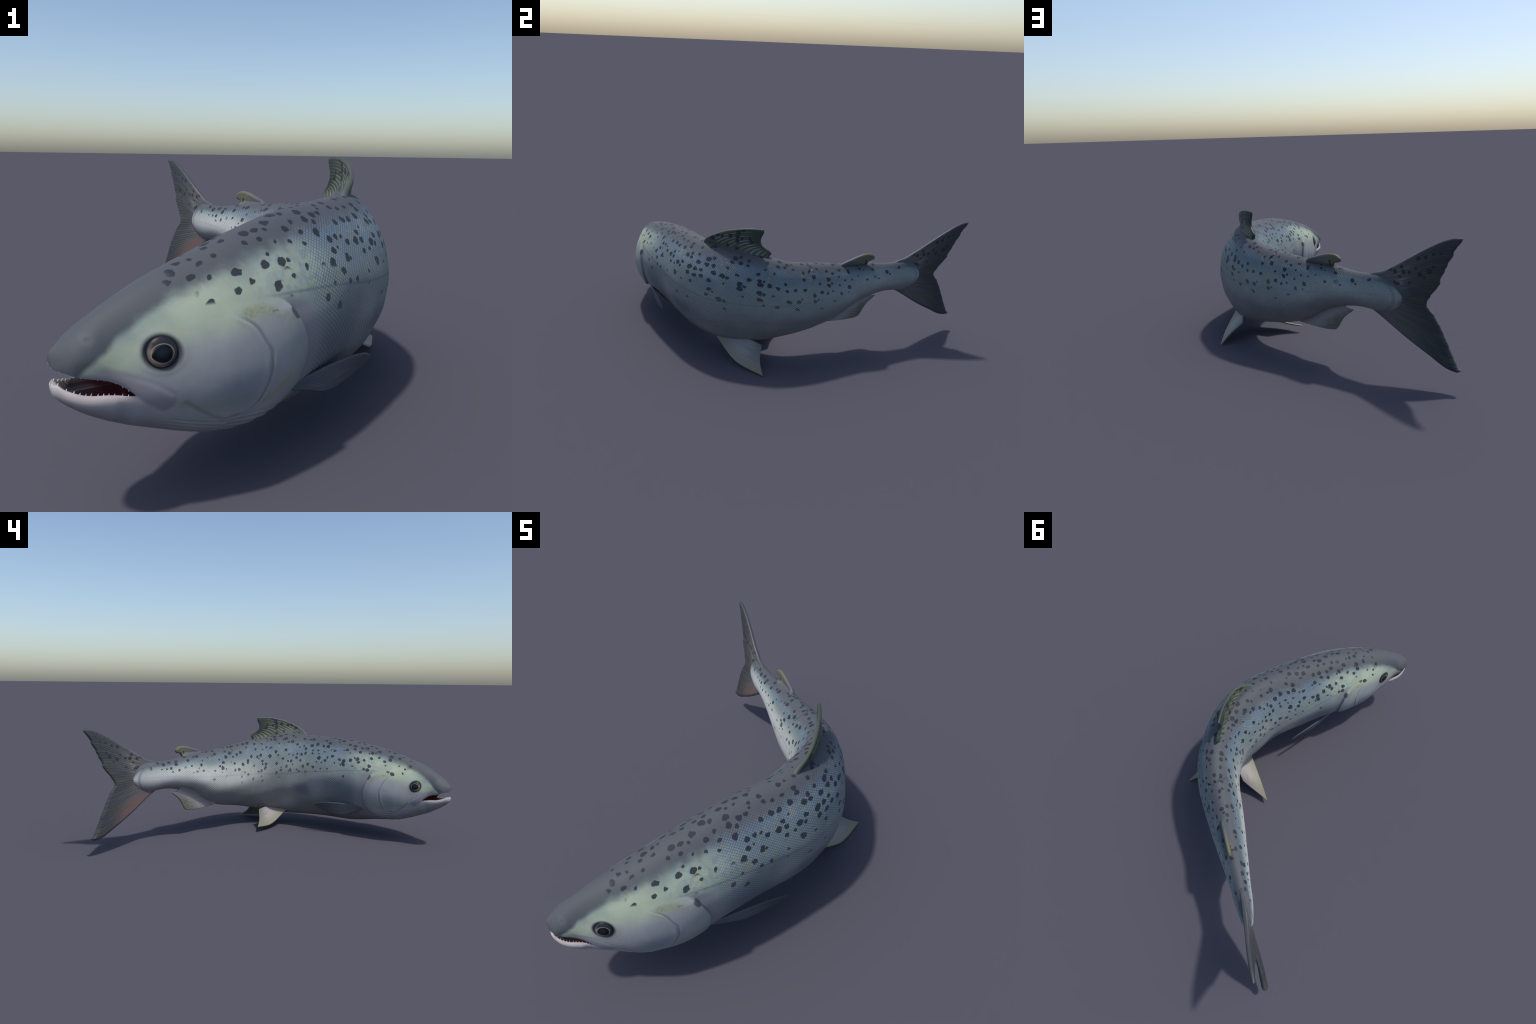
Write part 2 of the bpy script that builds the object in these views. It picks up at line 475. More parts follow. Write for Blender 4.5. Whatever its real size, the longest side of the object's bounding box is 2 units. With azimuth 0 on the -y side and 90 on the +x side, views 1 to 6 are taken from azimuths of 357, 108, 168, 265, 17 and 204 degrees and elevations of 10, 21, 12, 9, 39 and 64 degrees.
    col = M.mix(col, (.025, .03, .04), e.step(.0385, .0285) * .92)
    n = s - NOSTRIL[0]; nz = z - NOSTRIL[1]
    nd = (n * n + nz * nz).sqrt()
    col = M.mix(col, (.15, .16, .18), (nd - .008).bump(.007) * .16)
    # mouth edges
    if jaw:
        zt = M.curve(s, [0, .003, .008, .016, .028, .045, .07, .1, .121, .15], [.289, .2945, .2965, .290, .2837, .2775, .2735, .269, .2655, .245])
        rim = (zt - z)
        lipm = rim.step(.027, .010) * s.step(.15, .10)
        col = M.mix(col, (.46, .395, .39), lipm * .8)
        tip = M.blob(s, z, 0, .287, .03, .034)
        col = M.mix(col, (.46, .43, .42), tip * .85)
    else:
        zu = M.curve(s, [0, .014, .03, .062, .095, .121, .14], [.328, .3222, .3167, .306, .2945, .274, .26])
        lipu = (z - zu).bump(.012) * s.step(.13, .11)
        col = M.mix(col, (.075, .08, .10), lipu * .5)
    # rim of the tail stem: pale fleshy pad with a dark groove
    pad = (s - 2.165).bump(.03)
    col = M.mix(col, (.30, .29, .31), pad * h.step(.95, .7) * .5)
    hz = z - .378
    tailr = (s - 2.0) * (s - 2.0) * 30 + hz * hz * 95
    groove = (tailr - .86).bump(.13) * s.step(2.05, 2.1)
    col = M.mix(col, (.12, .12, .14), groove * .5)
    # scales: a diamond net, raised cells
    warp = wob * .004
    px, pg = .0128, .0118
    a = ((s + warp) * (1 / px) + g * (1 / pg)) * math.pi
    b = ((s + warp) * (1 / px) - g * (1 / pg)) * math.pi
    net = a.sin().abs().min(b.sin().abs())
    cell = net.step(0.0, .68)
    zone = (s + wob * .05).step(.50, .60) * s.step(2.19, 2.12) * h.step(.985, .90) * (h.step(.02, .10) * .6 + .4)
    dark = (1 - cell) * zone
    col = M.mix(col, (.055, .065, .085), dark * .36)
    col = M.mix(col, (.50, .53, .55), net.step(.45, 1.0) * zone * .15)
    # spots: one per cell, of random size, ragged, thinning out down the flank
    wv = M.noise(M.vec(s, g, 0), 52, 1.5, .5) - .5
    wv2 = M.noise(M.vec(g, s, 3.3), 52, 1.5, .5) - .5
    d, c = M.voronoi(M.vec(s * .95 + wv * .016, g * 1.02 + wv2 * .016), 26.0, .82)
    size = c[0] * .20 + .14 - s.step(1.0, 2.0) * .03
    low = M.curve(s, [0, .30, .45, .7, 1.0, 1.3, 1.6, 1.9, 2.05, 2.2], [.96, .80, .74, .62, .56, .50, .52, .62, .72, .74])
    keep = (h - low + (c[1] - .5) * .22).step(-.01, .01) * (s + (c[2] - .5) * .10).step(.24, .26) * s.step(2.12, 2.08) * (c[2] - s.step(1.2, 2.0) * .18).step(.10, .12)
    spot = (size - d).step(-.03, .045) * keep * (hh.step(.45, .8) * .35 + .65)
    col = M.mix(col, INK, spot * .93)
    # the one spot on the edge of the gill cover
    gs = M.capsule(s, z, [(.449, .377), (.455, .366)]).step(.011, .006)
    col = M.mix(col, (.05, .06, .075), gs * .85)
    height = cell * zone + M.noise(M.obj, 350, 2) * .12
    rough = (1 - zone * .10) * .62
    return M.finish(col, rough=rough, spec=.20, height=height, dist=.0009, strength=.7)

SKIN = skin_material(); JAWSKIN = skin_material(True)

# ------------------------------------------------------------------ fins' materials
def fin_material(name, base, dark, pale, rays, streak, spots=None, edge=.5, tint=None, root=None, rootw=.16, streaky=.22):
    M = Mat(name)
    u, v, lu, lv = M.attr("ray"), M.attr("out"), M.attr("across"), M.attr("reach")
    x, y, z = M.xyz()
    wob = M.noise(M.vec(u * 7, v * 1.5, 0), 3.0, 3) - .5
    thin = M.noise(M.vec(u * 60, v * 1.2, 4), 2.0, 3)
    col = M.mix(base, dark, (v + wob * .5).step(.35, 1.0))
    ph = (u * rays + wob * .14) * math.pi
    ridge = ph.sin().abs()
    col = M.mix(col, dark, ridge.step(.5, .0) * streaky)
    st = ridge.step(.80, .99) * thin.step(.38, .58) * v.step(.12, .25) * v.step(streak, streak - .3) * u.step(.02, .08) * u.step(.98, .92)
    col = M.mix(col, pale, st * .75)
    rimd = u.step(.035, .0).max(u.step(.965, 1.0)).max(v.step(.95, 1.0))
    col = M.mix(col, dark, rimd * edge)
    if tint: col = tint(M, col, u, v)
    if root: col = M.mix(col, root, v.step(rootw, rootw * .25))
    if spots:
        sc, lo, hi, u0, u1, size = spots
        d, c = M.voronoi(M.vec(lu, lv), sc, .9)
        m = (c[0] * size + size * .75 - d).step(-.03, .05) * (v + (c[1] - .5) * .1).step(lo, lo + .03) * v.step(hi, hi - .03) * u.step(u0, u0 + .02) * u.step(u1, u1 - .02) * c[2].step(.18, .2)
        col = M.mix(col, INK, m * .92)
    M_height = ridge + thin * .3
    return M.finish(col, rough=.48, spec=.3, height=M_height, dist=.0008, strength=.4)

# ------------------------------------------------------------------ object building
root = bpy.data.objects.new("salmon", None)
root["label"] = "spotted silver-blue salmon with curved body and open mouth"
root["category"] = "salmon"
bpy.context.scene.collection.objects.link(root)

def new_object(name, verts, polys, mat, attrs=None, custom=None, parent=root, loc=None, mats=None):
    me = bpy.data.meshes.new(name)
    me.from_pydata(np.asarray(verts).tolist(), [], polys)
    me.materials.append(mat)
    for k, a in (attrs or {}).items():
        me.attributes.new(k, "FLOAT", "POINT").data.foreach_set("value", np.ascontiguousarray(a, np.float32))
    me.shade_smooth()
    if custom is not None:
        me.normals_split_custom_set_from_vertices(np.asarray(custom).tolist())
    me.validate()
    ob = bpy.data.objects.new(name, me)
    bpy.context.scene.collection.objects.link(ob)
    ob.parent = parent
    if loc is not None: ob.matrix_local = loc
    return ob

# split the one skin into its anatomical regions
fc = rest[quads].mean(1)
gill_x = fc[:, 0] - np.interp(fc[:, 2], GILL_Z, GILL_S)
cheek_x = fc[:, 0] - np.interp(fc[:, 2], CHEEK_Z, CHEEK_S)
low = np.array([t[1] for t in face_tag]); st = np.array([t[0] for t in face_tag])
region = np.full(len(faces), "torso", object)
region[fc[:, 0] > 1.66] = "tail_stem"
in_head = ((gill_x < .006) & (fc[:, 0] < .5)) | (fc[:, 0] < .40)
region[in_head] = "head"
cover = in_head & (cheek_x > 0) & (gill_x < .006) & (fc[:, 2] > .18) & (fc[:, 2] < .405)
region[cover & (fc[:, 1] > .05)] = "gill_cover"
region[cover & (fc[:, 1] < -.05)] = "gill_cover.001"
region[low & (st < .20)] = "lower_jaw"
for name in ("head", "gill_cover", "gill_cover.001", "lower_jaw", "torso", "tail_stem"):
    idx = np.where(region == name)[0]
    used = np.unique(np.concatenate([np.array(faces[k]) for k in idx]))
    remap = np.full(len(world), -1); remap[used] = np.arange(len(used))
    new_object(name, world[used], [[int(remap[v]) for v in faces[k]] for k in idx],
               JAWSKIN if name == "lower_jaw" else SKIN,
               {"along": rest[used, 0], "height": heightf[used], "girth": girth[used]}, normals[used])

# ------------------------------------------------------------------ mouth lining and teeth
def surface_lat(s, z, up=True):
    i = int(np.argmin(np.abs(stations - s)))
    P = (U if up else L)[i]
    P = P[P[:, 1] > 0]
    return float(P[np.argmin(np.abs(P[:, 2] - z)), 1])

M = Mat("mouth_lining")
xs = M.xyz(); a = M.attr("along")
nz = M.noise(M.obj, 40, 3)
c = M.ramp(a, [(0, (.10, .095, .105)), (.04, (.085, .07, .075)), (.085, (.22, .075, .073)), (.14, (.20, .045, .046))])
c = M.mix(c, (.05, .02, .022), nz.step(.4, .7) * .4)
e = M.attr("brim")
pale = (e.step(.80, .97).max(a.step(.022, .010) * e.step(-.5, .02))) * a.step(.125, .09)
c = M.mix(c, (.36, .32, .32), pale * .85)
LINING = M.finish(c, rough=.4, spec=.4, height=nz, dist=.001)
ms = np.concatenate([stations[1:][stations[1:] < CORNER], np.linspace(CORNER, .20, 18)])
K = 25
verts, polys = [], []
for upper in (True, False):
    base = len(verts)
    for s in ms:
        sc = min(s, CORNER - .0005)
        i = int(np.argmin(np.abs(stations - sc)))
        row = U[i] if upper else L[i]
        w = abs(row[0, 1]) - .0003; zz = row[0, 2]
        f = float(smooth(CORNER, .20, np.array(s)))
        w *= (1 - .6 * f)
        depth = (.015 if upper else .013) * float(smooth(.008, .045, np.array(s))) * (1 - .8 * f)
        t = np.linspace(-1, 1, K)
        arch = (1 - np.abs(t) ** (2.5 if upper else 5)) * depth
        zc = zz + (arch if upper else -arch * 1.1)
        tongue = 0 if upper else .010 * np.exp(-(t / .35) ** 2) * float(smooth(.02, .06, np.array(s)))
        zc = zc + tongue + (.0004 if upper else -.0004)
        for k in range(K):
            verts.append(bend([s + (0 if upper or s > CORNER else .001 * (1 - s / CORNER)), -t[k] * w, zc[k]]))
    for r in range(len(ms) - 1):
        for k in range(K - 1):
            q = [base + r * K + k, base + r * K + k + 1, base + (r + 1) * K + k + 1, base + (r + 1) * K + k]
            polys.append(q if upper else q[::-1])
al = np.tile(np.repeat(ms, K), 2)
brim = np.concatenate([np.zeros(len(ms) * K), np.tile(np.abs(np.linspace(-1, 1, K)), len(ms))])
new_object("mouth_lining", verts, polys, LINING, {"along": al, "brim": brim})

TOOTH = Mat("tooth_enamel").finish((.72, .72, .70), rough=.25, spec=.5)
def tooth_row(name, upper):
    verts, polys = [], []
    for side in (-1, 1):
        for k, s in enumerate(np.concatenate([[.003], np.linspace(.012, .116, 12)])):
            s = s + rng.uniform(-.0015, .0015)
            i = int(np.argmin(np.abs(stations - s)))
            row = U[i] if upper else L[i]
            w = max(abs(row[0, 1]) - .0025, .004); zz = row[0, 2]
            h = (.0036 if s < .06 else .003) * rng.uniform(.8, 1.15) * (1 if not upper else .9)
            r = .0013
            dz = -1 if upper else 1
            so = 0 if upper else .001 * (1 - s / CORNER)
            c0 = np.array([s + so, side * w, zz - dz * .0015])
            base = len(verts); n = 10
            for lev, rr in ((0, 1.0), (.45, .8), (.8, .42)):
                for q in range(n):
                    an = 2 * math.pi * q / n
                    verts.append(bend(c0 + [rr * r * math.cos(an) + lev * .0012, rr * r * math.sin(an) - side * lev * .0008, dz * lev * (h + .0015)]))
            verts.append(bend(c0 + [.0016, -side * .001, dz * (h + .0015)]))
            for lev in range(2):
                for q in range(n):
                    f = [base + lev * n + q, base + lev * n + (q + 1) % n, base + (lev + 1) * n + (q + 1) % n, base + (lev + 1) * n + q]
                    polys.append(f if not upper else f[::-1])
            for q in range(n):
                f = [base + 2 * n + q, base + 2 * n + (q + 1) % n, base + 3 * n]
                polys.append(f if not upper else f[::-1])
    ob = new_object(name, verts, polys, TOOTH)
    ob["kind"] = "stuff"
tooth_row("upper_teeth", True)
tooth_row("lower_teeth", False)

# ------------------------------------------------------------------ eyes
from mathutils import Matrix, Vector
M = Mat("iris")
x, y, z = M.xyz()
nz = M.noise(M.obj, 120, 4)
ang = M.noise(M.vec(x * 3, y * 3, 0), 60, 3)
c = M.mix((.055, .05, .052), (.022, .024, .03), (y * 40 + nz - .5).step(-.2, .6))
c = M.mix(c, (.20, .15, .13), (x * 55 - y * 35 + (nz - .5) * 1.8).step(.05, 1.2) * .7)
px, py = (x - .0005) * (1 / .0200), (y + .0025) * (1 / .0172)
pr = (px * px + py * py).sqrt()
c = M.mix(c, (.29, .22, .175), (pr - 1.05).bump(.085) * .9)
r = (x * x + y * y).sqrt()
c = M.mix(c, (.015, .017, .022), r.step(.0255, .029))
IRIS = M.finish(c, rough=.4, spec=.2)
M = Mat("pupil"); x, y, z = M.xyz()
c = M.mix((.012, .018, .026), (.004, .006, .010), (x * x + y * y).sqrt().step(.002, .016))
PUPIL = M.finish(c, rough=.35, spec=.15)

def dome(x, y, R=.0300, H=.0125):
    return H * np.sqrt(np.maximum(1 - (x * x + y * y) / (R * R), 0))

for side, name, pname in ((1, "eye", "pupil"), (-1, "eye.001", "pupil.001")):
    i = int(np.argmin(np.abs(stations - EYE[0])))
    row = U[i]; cand = np.where(row[:, 1] * side > 0)[0]
    j = cand[np.argmin(np.abs(row[cand, 2] - EYE[1]))]
    w0 = bend(U[i, j]); du = bend(U[i + 4, j]) - bend(U[i - 4, j]); dv = bend(U[i, j + 4]) - bend(U[i, j - 4])
    n = np.cross(du, dv); n /= np.linalg.norm(n)
    outward = bend([EYE[0], side, .34]) - bend([EYE[0], 0, .34])
    if n @ outward < 0: n = -n
    fwd = -(bend([EYE[0] + .01, 0, .3]) - bend([EYE[0], 0, .3])); fwd -= n * (fwd @ n); fwd /= np.linalg.norm(fwd)
    upv = np.cross(n, fwd); upv *= np.sign(upv[2])
    if side > 0: pass
    # local frame: x forward, y up, z out (mirrored eyes share no mesh because the frame flips hand)
    F = Matrix.Identity(4)
    for k in range(3):
        F[k][0], F[k][1], F[k][2], F[k][3] = fwd[k], upv[k], n[k], w0[k] - n[k] * .0045
    flip = np.linalg.det(np.array([fwd, upv, n])) < 0
    if flip:                      # keep a right-handed frame: reverse x, draw the pupil mirrored
        for k in range(3): F[k][0] = -F[k][0]
    sx = -1 if flip else 1
    nr, na = 26, 56
    verts = [(0, 0, float(dome(0, 0)))]; polys = []
    for a in range(1, nr + 1):
        rr = .0300 * math.sin(a / nr * math.pi / 2)
        for b in range(na):
            an = 2 * math.pi * b / na
            X, Y = rr * math.cos(an), rr * math.sin(an)
            verts.append((X, Y, float(dome(X, Y))))
    for b in range(na):
        polys.append([0, 1 + b, 1 + (b + 1) % na])
        for a in range(nr - 1):
            p, q = 1 + a * na, 1 + (a + 1) * na
            polys.append([p + b, q + b, q + (b + 1) % na, p + (b + 1) % na])
    base = len(verts)             # the hidden back of the ball
    for b in range(na):
        verts.append((.022 * math.cos(2 * math.pi * b / na), .022 * math.sin(2 * math.pi * b / na), -.010))
    p = 1 + (nr - 1) * na
    for b in range(na):
        polys.append([p + b, base + b, base + (b + 1) % na, p + (b + 1) % na])
    polys.append([base + b for b in reversed(range(na))])
    mat = IRIS
    if flip:                      # the iris pattern is drawn for forward = +x, so mirror it
        mat = IRIS_M = IRIS.copy(); mat.name = "iris_mirrored"
        t = mat.node_tree
        for nd in t.nodes:
            if nd.bl_idname == "ShaderNodeTexCoord":
                mp = t.nodes.new("ShaderNodeMapping"); mp.inputs["Scale"].default_value = (-1, 1, 1)
                outs = [l.to_socket for l in nd.outputs["Object"].links]
                t.links.new(nd.outputs["Object"], mp.inputs[0])
                for o in outs: t.links.new(mp.outputs[0], o)
                break
    eye = new_object(name, verts, polys, mat, loc=F)
    verts, polys = [], []         # pupil: a drop pointing forward, lying on the dome
    nr2 = 10
    verts.append((.0005 * sx, -.0025, float(dome(.0005, -.0025)) + .0005))
    for a in range(1, nr2 + 1):
        for b in range(na):
            an = 2 * math.pi * b / na
            k = a / nr2
            X = math.cos(an) * .0190; Y = math.sin(an) * .0168 * (1 - .22 * math.cos(an))
            X += .0016 * max(0, math.cos(an)) ** 6
            X, Y = X * k + .0005, Y * k - .0025 - .0014 * k * max(0, math.cos(an)) ** 3
            verts.append((X * sx, Y, float(dome(X, Y)) + .0005 - (.0009 if a == nr2 else 0)))
    for b in range(na):
        f = [0, 1 + b, 1 + (b + 1) % na]; polys.append(f if sx > 0 else f[::-1])
        for a in range(nr2 - 1):
            p, q = 1 + a * na, 1 + (a + 1) * na
            f = [p + b, q + b, q + (b + 1) % na, p + (b + 1) % na]
            polys.append(f if sx > 0 else f[::-1])
    new_object(pname, verts, polys, PUPIL, parent=eye)

# ------------------------------------------------------------------ fins
def path(pts, n, t=None):
    """smooth curve through points, n samples evenly by length (or at fractions t)"""
    p = np.array(pts, float)
    if len(p) == 2:
        q = np.linspace(0, 1, n) if t is None else t
        return p[0] + (p[1] - p[0]) * np.asarray(q)[:, None]
    d = np.concatenate([[0], np.cumsum(np.linalg.norm(np.diff(p, axis=0), axis=1))])
    f = np.linspace(0, d[-1], 600)
    c = np.stack([cubic(d, p[:, k], f, False) for k in range(p.shape[1])], -1)
    e = np.concatenate([[0], np.cumsum(np.linalg.norm(np.diff(c, axis=0), axis=1))])
    q = np.linspace(0, 1, n) if t is None else np.asarray(t)
    return np.stack([np.interp(q * e[-1], e, c[:, k]) for k in range(p.shape[1])], -1)

def bunch(n):
    t = np.linspace(0, 1, n)
    return .45 * t + .55 * (.5 - .5 * np.cos(math.pi * t))

def fin(name, base, lead, trail, rear, mat, thick, warp=lambda P: P, nu=110, nv=80, fillet=.0, rays=16, ridge=.0002, free_rear=True, ragged=0):
    """Ruled sheet between four edges; base and trail run front to rear, lead and rear run outward."""
    tu, tv = bunch(nu), np.linspace(0, 1, nv) ** .9
    tv = .5 * np.linspace(0, 1, nv) + .5 * np.sin(np.linspace(0, 1, nv) * math.pi / 2)
    Bc, Tc = path(base, nu, tu), path(trail, nu, tu)
    Lc, Rc = path(lead, nv, tv), path(rear, nv, tv)
    u, v = tu[:, None, None], tv[None, :, None]
    G = ((1 - v) * Bc[:, None] + v * Tc[:, None] + (1 - u) * Lc[None] + u * Rc[None]
         - ((1 - u) * (1 - v) * Bc[0] + u * (1 - v) * Bc[-1] + (1 - u) * v * Tc[0] + u * v * Tc[-1]))
    if ragged:                         # worn trailing edge
        uu = u[..., 0]
        wear = np.sin(uu * 58) + .7 * np.sin(uu * 97 + 1) + .5 * np.sin(uu * 151 + 2)
        G[..., 0] += ragged * wear * v[..., 0] ** 7 * smooth(.04, .12, uu) * (1 - .6 * smooth(.4, .55, uu)) * (1 - smooth(.9, .97, uu))
    flat = G.copy()
    G = warp(G)
    du, dv = np.gradient(G, axis=0), np.gradient(G, axis=1)
    n = np.cross(du, dv); n /= np.linalg.norm(n, axis=-1, keepdims=True) + 1e-12
    lu = np.concatenate([np.zeros((1, nv)), np.cumsum(np.linalg.norm(np.diff(G, axis=0), axis=-1), 0)])
    lv = np.concatenate([np.zeros((nu, 1)), np.cumsum(np.linalg.norm(np.diff(G, axis=1), axis=-1), 1)], 1)
    T = thick(u[..., 0], v[..., 0]) if callable(thick) else thick
    T = np.broadcast_to(T, (nu, nv))
    r = T * .75
    def rnd(d): return np.sqrt(np.clip(1 - (1 - np.clip(d / r, 0, 1)) ** 2, 0, 1))
    h = T / 2 * np.minimum(np.minimum(rnd(lu), rnd(lu[-1:] - lu) if free_rear else 1), rnd(lv[:, -1:] - lv))
    h = h + ridge * (np.abs(np.sin(u[..., 0] * rays * math.pi)) - .4) * np.clip(h / (T / 2), 0, 1) ** 2
    if fillet: h = h + fillet * np.exp(-lv / .022) * np.clip(rnd(lu), 0, 1)
    mid_s = min(float(flat[..., 0].mean()), 2.3)
    leftward = bend([mid_s, 1, .3]) - bend([mid_s, 0, .3])
    facing = np.sign(float(n[nu // 2, nv // 2] @ leftward)) or 1.0
    A, Bk = G + n * h[..., None], G - n * h[..., None]
    verts = np.concatenate([A.reshape(-1, 3), Bk.reshape(-1, 3)])
    off = nu * nv; polys = []
    for i in range(nu - 1):
        for j in range(nv - 1):
            a, b, c, d = i * nv + j, (i + 1) * nv + j, (i + 1) * nv + j + 1, i * nv + j + 1
            polys += [[a, b, c, d], [off + d, off + c, off + b, off + a]]
    def strip(ids, rev):
        for a, b in zip(ids[:-1], ids[1:]):
            f = [a, off + a, off + b, b]; polys.append(f[::-1] if rev else f)
    strip([j for j in range(nv)], True); strip([(nu - 1) * nv + j for j in range(nv)], False)
    strip([i * nv for i in range(nu)], False); strip([i * nv + nv - 1 for i in range(nu)], True)
    two = lambda q: np.concatenate([np.broadcast_to(q, (nu, nv)).ravel()] * 2)
    return new_object(name, verts, polys, mat, {"ray": two(u[..., 0]), "out": two(v[..., 0]), "across": two(flat[..., 0]), "reach": two(flat[..., 1]),
                                          "facing": np.repeat([facing, -facing], nu * nv)})

def sheet(lat):
    """(along, up) curves -> world, with a sideways lean lat(along, up)"""
    def w(G):
        s, z = G[..., 0], G[..., 1]
        return bend(np.stack([s, lat(s, z) if callable(lat) else np.full_like(s, lat), z], -1))
    return w

OLIVE, OLIVE_D = (.074, .088, .064), (.040, .052, .042)
dorsal_m = fin_material("dorsal_fin_skin", OLIVE, OLIVE_D, (.33, .36, .285), 13, .9, spots=(30, .10, .80, .02, .62, .24), edge=.2, root=(.080, .087, .098))
fin("dorsal_fin", [(.945, .560), (1.10, .565), (1.312, .535)],
    [(.945, .560), (.952, .583), (.964, .597), (.99, .618), (1.04, .648), (1.09, .671), (1.14, .6845), (1.19, .693), (1.245, .695), (1.283, .692)],
    [(1.283, .692), (1.283, .677), (1.272, .652), (1.268, .633), (1.273, .616), (1.295, .598), (1.319, .583), (1.326, .573)],
    [(1.312, .535), (1.314, .556), (1.326, .573)], dorsal_m, .0145, sheet(lambda s, z: np.interp(s, [.93, 1.05, 1.11, 1.16, 1.27, 1.33], [.031, .024, .014, .004, -.014, -.016]) * (.45 + .55 * smooth(.57, .63, z))), fillet=.014, rays=13, ridge=0)

adip_m = fin_material("adipose_fin_skin", (.155, .15, .092), (.11, .112, .075), (.20, .19, .11), 5, .3, spots=(42, .35, 1.0, .3, 1.0, .26), edge=.1, root=(.080, .087, .098), rootw=.85)  # dark root colour paints in the shading below the lit olive rim
fin("adipose_fin", [(1.685, .455), (1.77, .452), (1.862, .435)],
    [(1.685, .455), (1.695, .488), (1.715, .505), (1.757, .520), (1.80, .534), (1.845, .5415), (1.876, .536), (1.895, .522)],
    [(1.895, .522), (1.893, .508), (1.875, .501), (1.855, .495), (1.848, .487)],
    [(1.862, .435), (1.856, .468), (1.848, .487)], adip_m, .019, sheet(lambda s, z: .018 * smooth(.47, .50, z) + 0 * s), fillet=.012, nu=70, nv=50, rays=1, ridge=0)

def tail_tint(M, col, u, v):
    nz = M.noise(M.vec(u * 30, v * 2, 9), 1.5, 3)
    right = M.attr("facing").step(.1, -.1)
    stripe = (u * 42 * math.pi).sin().abs()
    col = M.mix(col, (.20, .19, .185), stripe.step(.75, 1.0) * (v - .36).bump(.16) * nz.step(.35, .6) * .55)
    col = M.mix(col, (.035, .038, .045), stripe.step(.45, .0) * (v - .40).bump(.25) * .7)
    red = right * ((u - .86) * 3.2).bump(.5) * (v - .45).bump(.40)
    col = M.mix(col, (.20, .095, .092), red * .8)
    green = M.noise(M.vec(u * 22, v * 1.2, 2), 1.0, 2).step(.48, .62) * v.step(.25, .5)
    col = M.mix(col, (.085, .088, .048), green * .36)
    pale = u.step(.08, .2) * u.step(.5, .38) * (v - .42).bump(.22) * nz.step(.45, .62)
    return M.mix(col, (.28, .26, .25), pale * .75)
tail_m = fin_material("tail_fin_skin", (.092, .093, .098), (.040, .045, .054), (.20, .19, .185), 42, .75, spots=(27, .22, .92, .02, .34, .20), edge=.35, tint=tail_tint, streaky=.5)  # base colours darkened for the shade on the fin's left face
def tail_lean(s, z):
    k = smooth(2.0, 2.36, s)
    return k * np.interp(z, [.09, .25, .37, .5, .67], [-.021, -.017, -.007, .010, .022])
fin("tail_fin", [(2.00, .445), (2.02, .38), (2.00, .322)],
    [(2.00, .445), (2.05, .473), (2.095, .485), (2.148, .514), (2.236, .568), (2.325, .622), (2.392, .656), (2.437, .669), (2.462, .669)],
    [(2.462, .669), (2.455, .652), (2.440, .634), (2.415, .584), (2.396, .545), (2.377, .505), (2.366, .470), (2.345, .435), (2.313, .390),
     (2.307, .371), (2.340, .322), (2.381, .248), (2.42, .165), (2.452, .108), (2.461, .100), (2.445, .089)],
    [(2.00, .322), (2.063, .296), (2.12, .260), (2.21, .200), (2.32, .137), (2.41, .093), (2.445, .089)],
    tail_m, lambda u, v: .023 - .005 * smooth(.1, .8, v) + .014 * smooth(.5, 1, u) * smooth(.3, 1, v), sheet(tail_lean), ragged=.0017, nu=220, nv=90, rays=42, ridge=.00025)

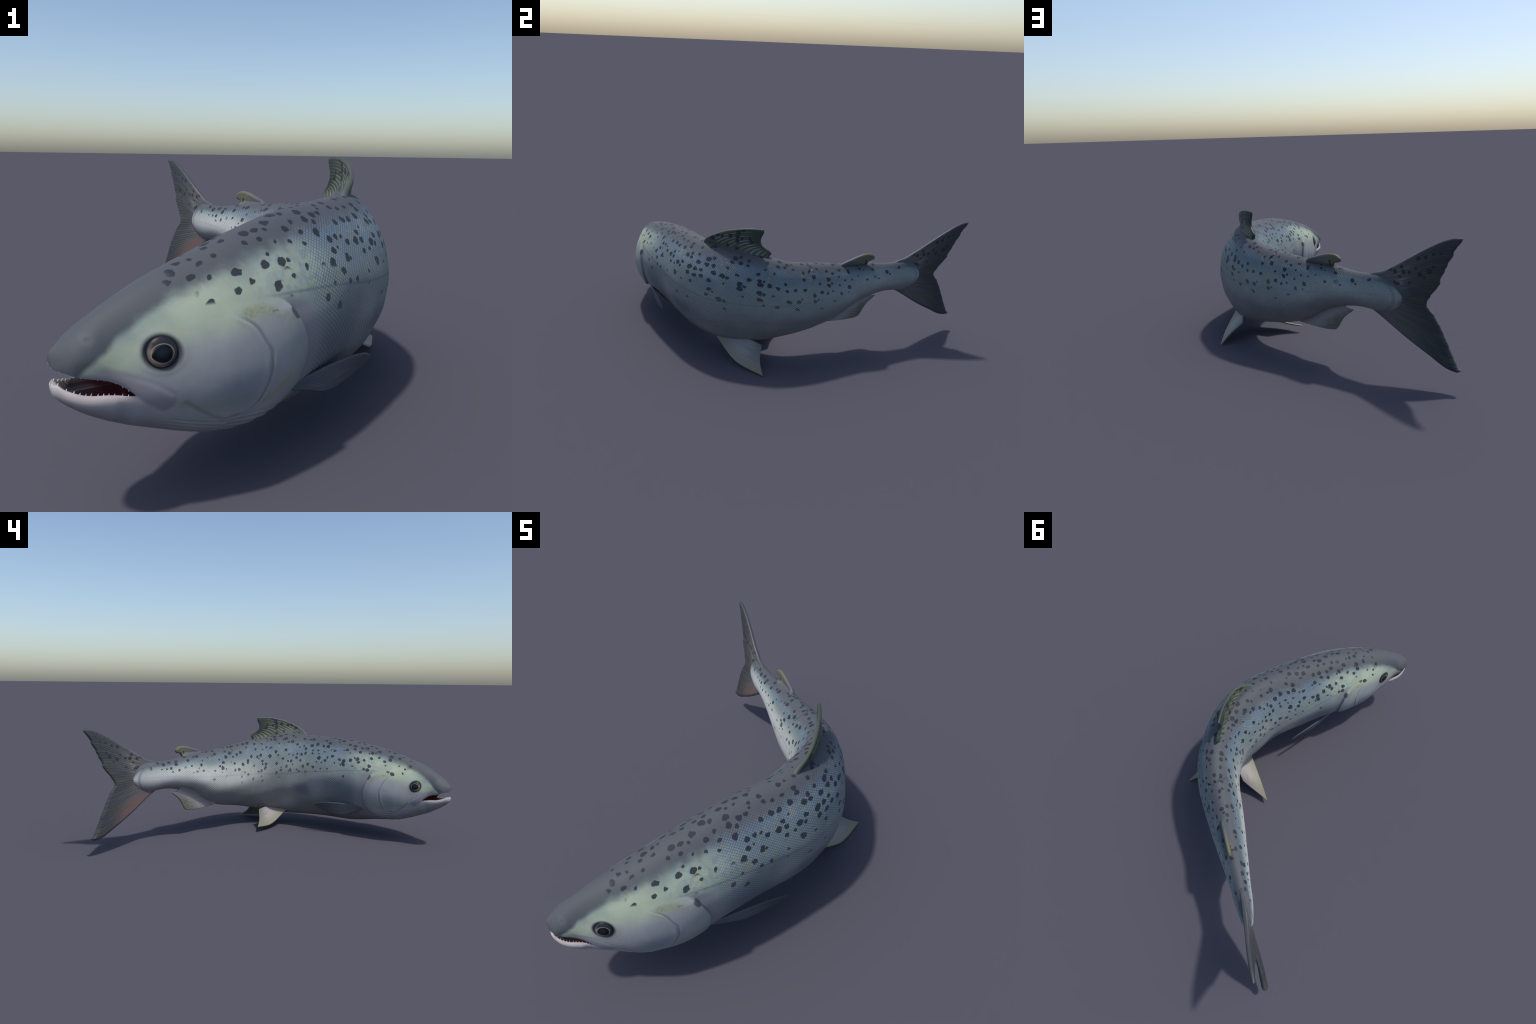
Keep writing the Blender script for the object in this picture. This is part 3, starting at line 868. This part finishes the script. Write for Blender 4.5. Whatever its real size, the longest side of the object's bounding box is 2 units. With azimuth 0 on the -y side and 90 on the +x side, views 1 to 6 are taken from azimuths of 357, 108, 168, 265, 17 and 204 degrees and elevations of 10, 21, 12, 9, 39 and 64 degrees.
def anal_tint(M, col, u, v):
    nz = M.noise(M.vec(u * 40, v * 6, 0), 1.2, 3)
    return M.mix(col, (.095, .095, .045), v.step(.45, .9) * nz.step(.35, .6) * u.step(.85, .4) * .85)
anal_m = fin_material("anal_fin_skin", (.29, .272, .272), (.17, .165, .155), (.36, .34, .33), 20, .8, edge=.25, tint=anal_tint, root=(.20, .20, .21), rootw=.5)
fin("anal_fin", [(1.60, .185), (1.75, .255), (1.905, .315)],
    [(1.60, .185), (1.625, .165), (1.66, .158), (1.70, .1555), (1.765, .153), (1.815, .155), (1.846, .1605)],
    [(1.846, .1605), (1.862, .178), (1.875, .202), (1.898, .235), (1.93, .262), (1.948, .277)],
    [(1.905, .315), (1.898, .290), (1.918, .281), (1.948, .277)], anal_m, .011, sheet(lambda s, z: -.014 + 0 * s), fillet=.016, rays=20)

pec_m = fin_material("pectoral_fin_skin", (.082, .092, .108), (.042, .048, .058), (.18, .19, .205), 15, .8, edge=.3)
for side, name in ((1, "pectoral_fin"), (-1, "pectoral_fin.001")):
    def place(G, side=side):
        s, z = G[..., 0], G[..., 1]
        lat = .120 + (s - .52) * .20 + .004 * np.sin(np.clip((s - .5) / .3, 0, 1) * math.pi) - (.175 - z) * .20
        return bend(np.stack([s, side * lat, z], -1))
    fin(name, [(.505, .186), (.500, .175), (.505, .163)],
        [(.505, .186), (.551, .1895), (.60, .195), (.665, .1965), (.735, .194), (.785, .183), (.798, .1755)],
        [(.798, .1755), (.803, .169), (.795, .162)],
        [(.505, .163), (.57, .141), (.62, .1225), (.655, .1205), (.69, .127), (.742, .140), (.78, .1535), (.795, .162)],
        pec_m, .0085, place, nu=90, nv=110, rays=15, ridge=.0004)

def pelvic_tint(M, col, u, v):
    return M.mix(col, (.20, .19, .10), u.step(.55, .05) * .6)
pel_m = fin_material("pelvic_fin_skin", (.28, .268, .26), (.18, .172, .16), (.46, .43, .40), 18, .9, edge=.15, tint=pelvic_tint)  # base toned down toward the shaded left fin; sunlit one is creamier
# the pelvic pair sits on the hardest bend, so each is placed in the open
belly_front = lambda side: bend([1.075, side * .066, .094])
belly_rear = lambda side: bend([1.195, side * .030, .108])
left = dict(mid=(.411, -.035, .024), tip=(.4625, .134, .0045), trail=(.404, .096, .046), inner=(.328, .078, .097))
right = dict(mid=(.062, -.024, .029), tip=(-.010, .055, .0345), trail=(.100, .036, .067), inner=(.151, .034, .110))
for side, name, k in ((1, "pelvic_fin", left), (-1, "pelvic_fin.001", right)):
    b0, b1 = belly_front(side), belly_rear(side)
    q = [np.array(k[n]) for n in ("mid", "tip", "trail", "inner")]
    fin(name, [b0, b1], [b0, q[0], q[1]], [q[1], q[2], q[3]], [b1, (b1 + q[3]) / 2 + [0, 0, .004], q[3]], pel_m, .0075, nu=80, nv=70, rays=18, ridge=.0003)
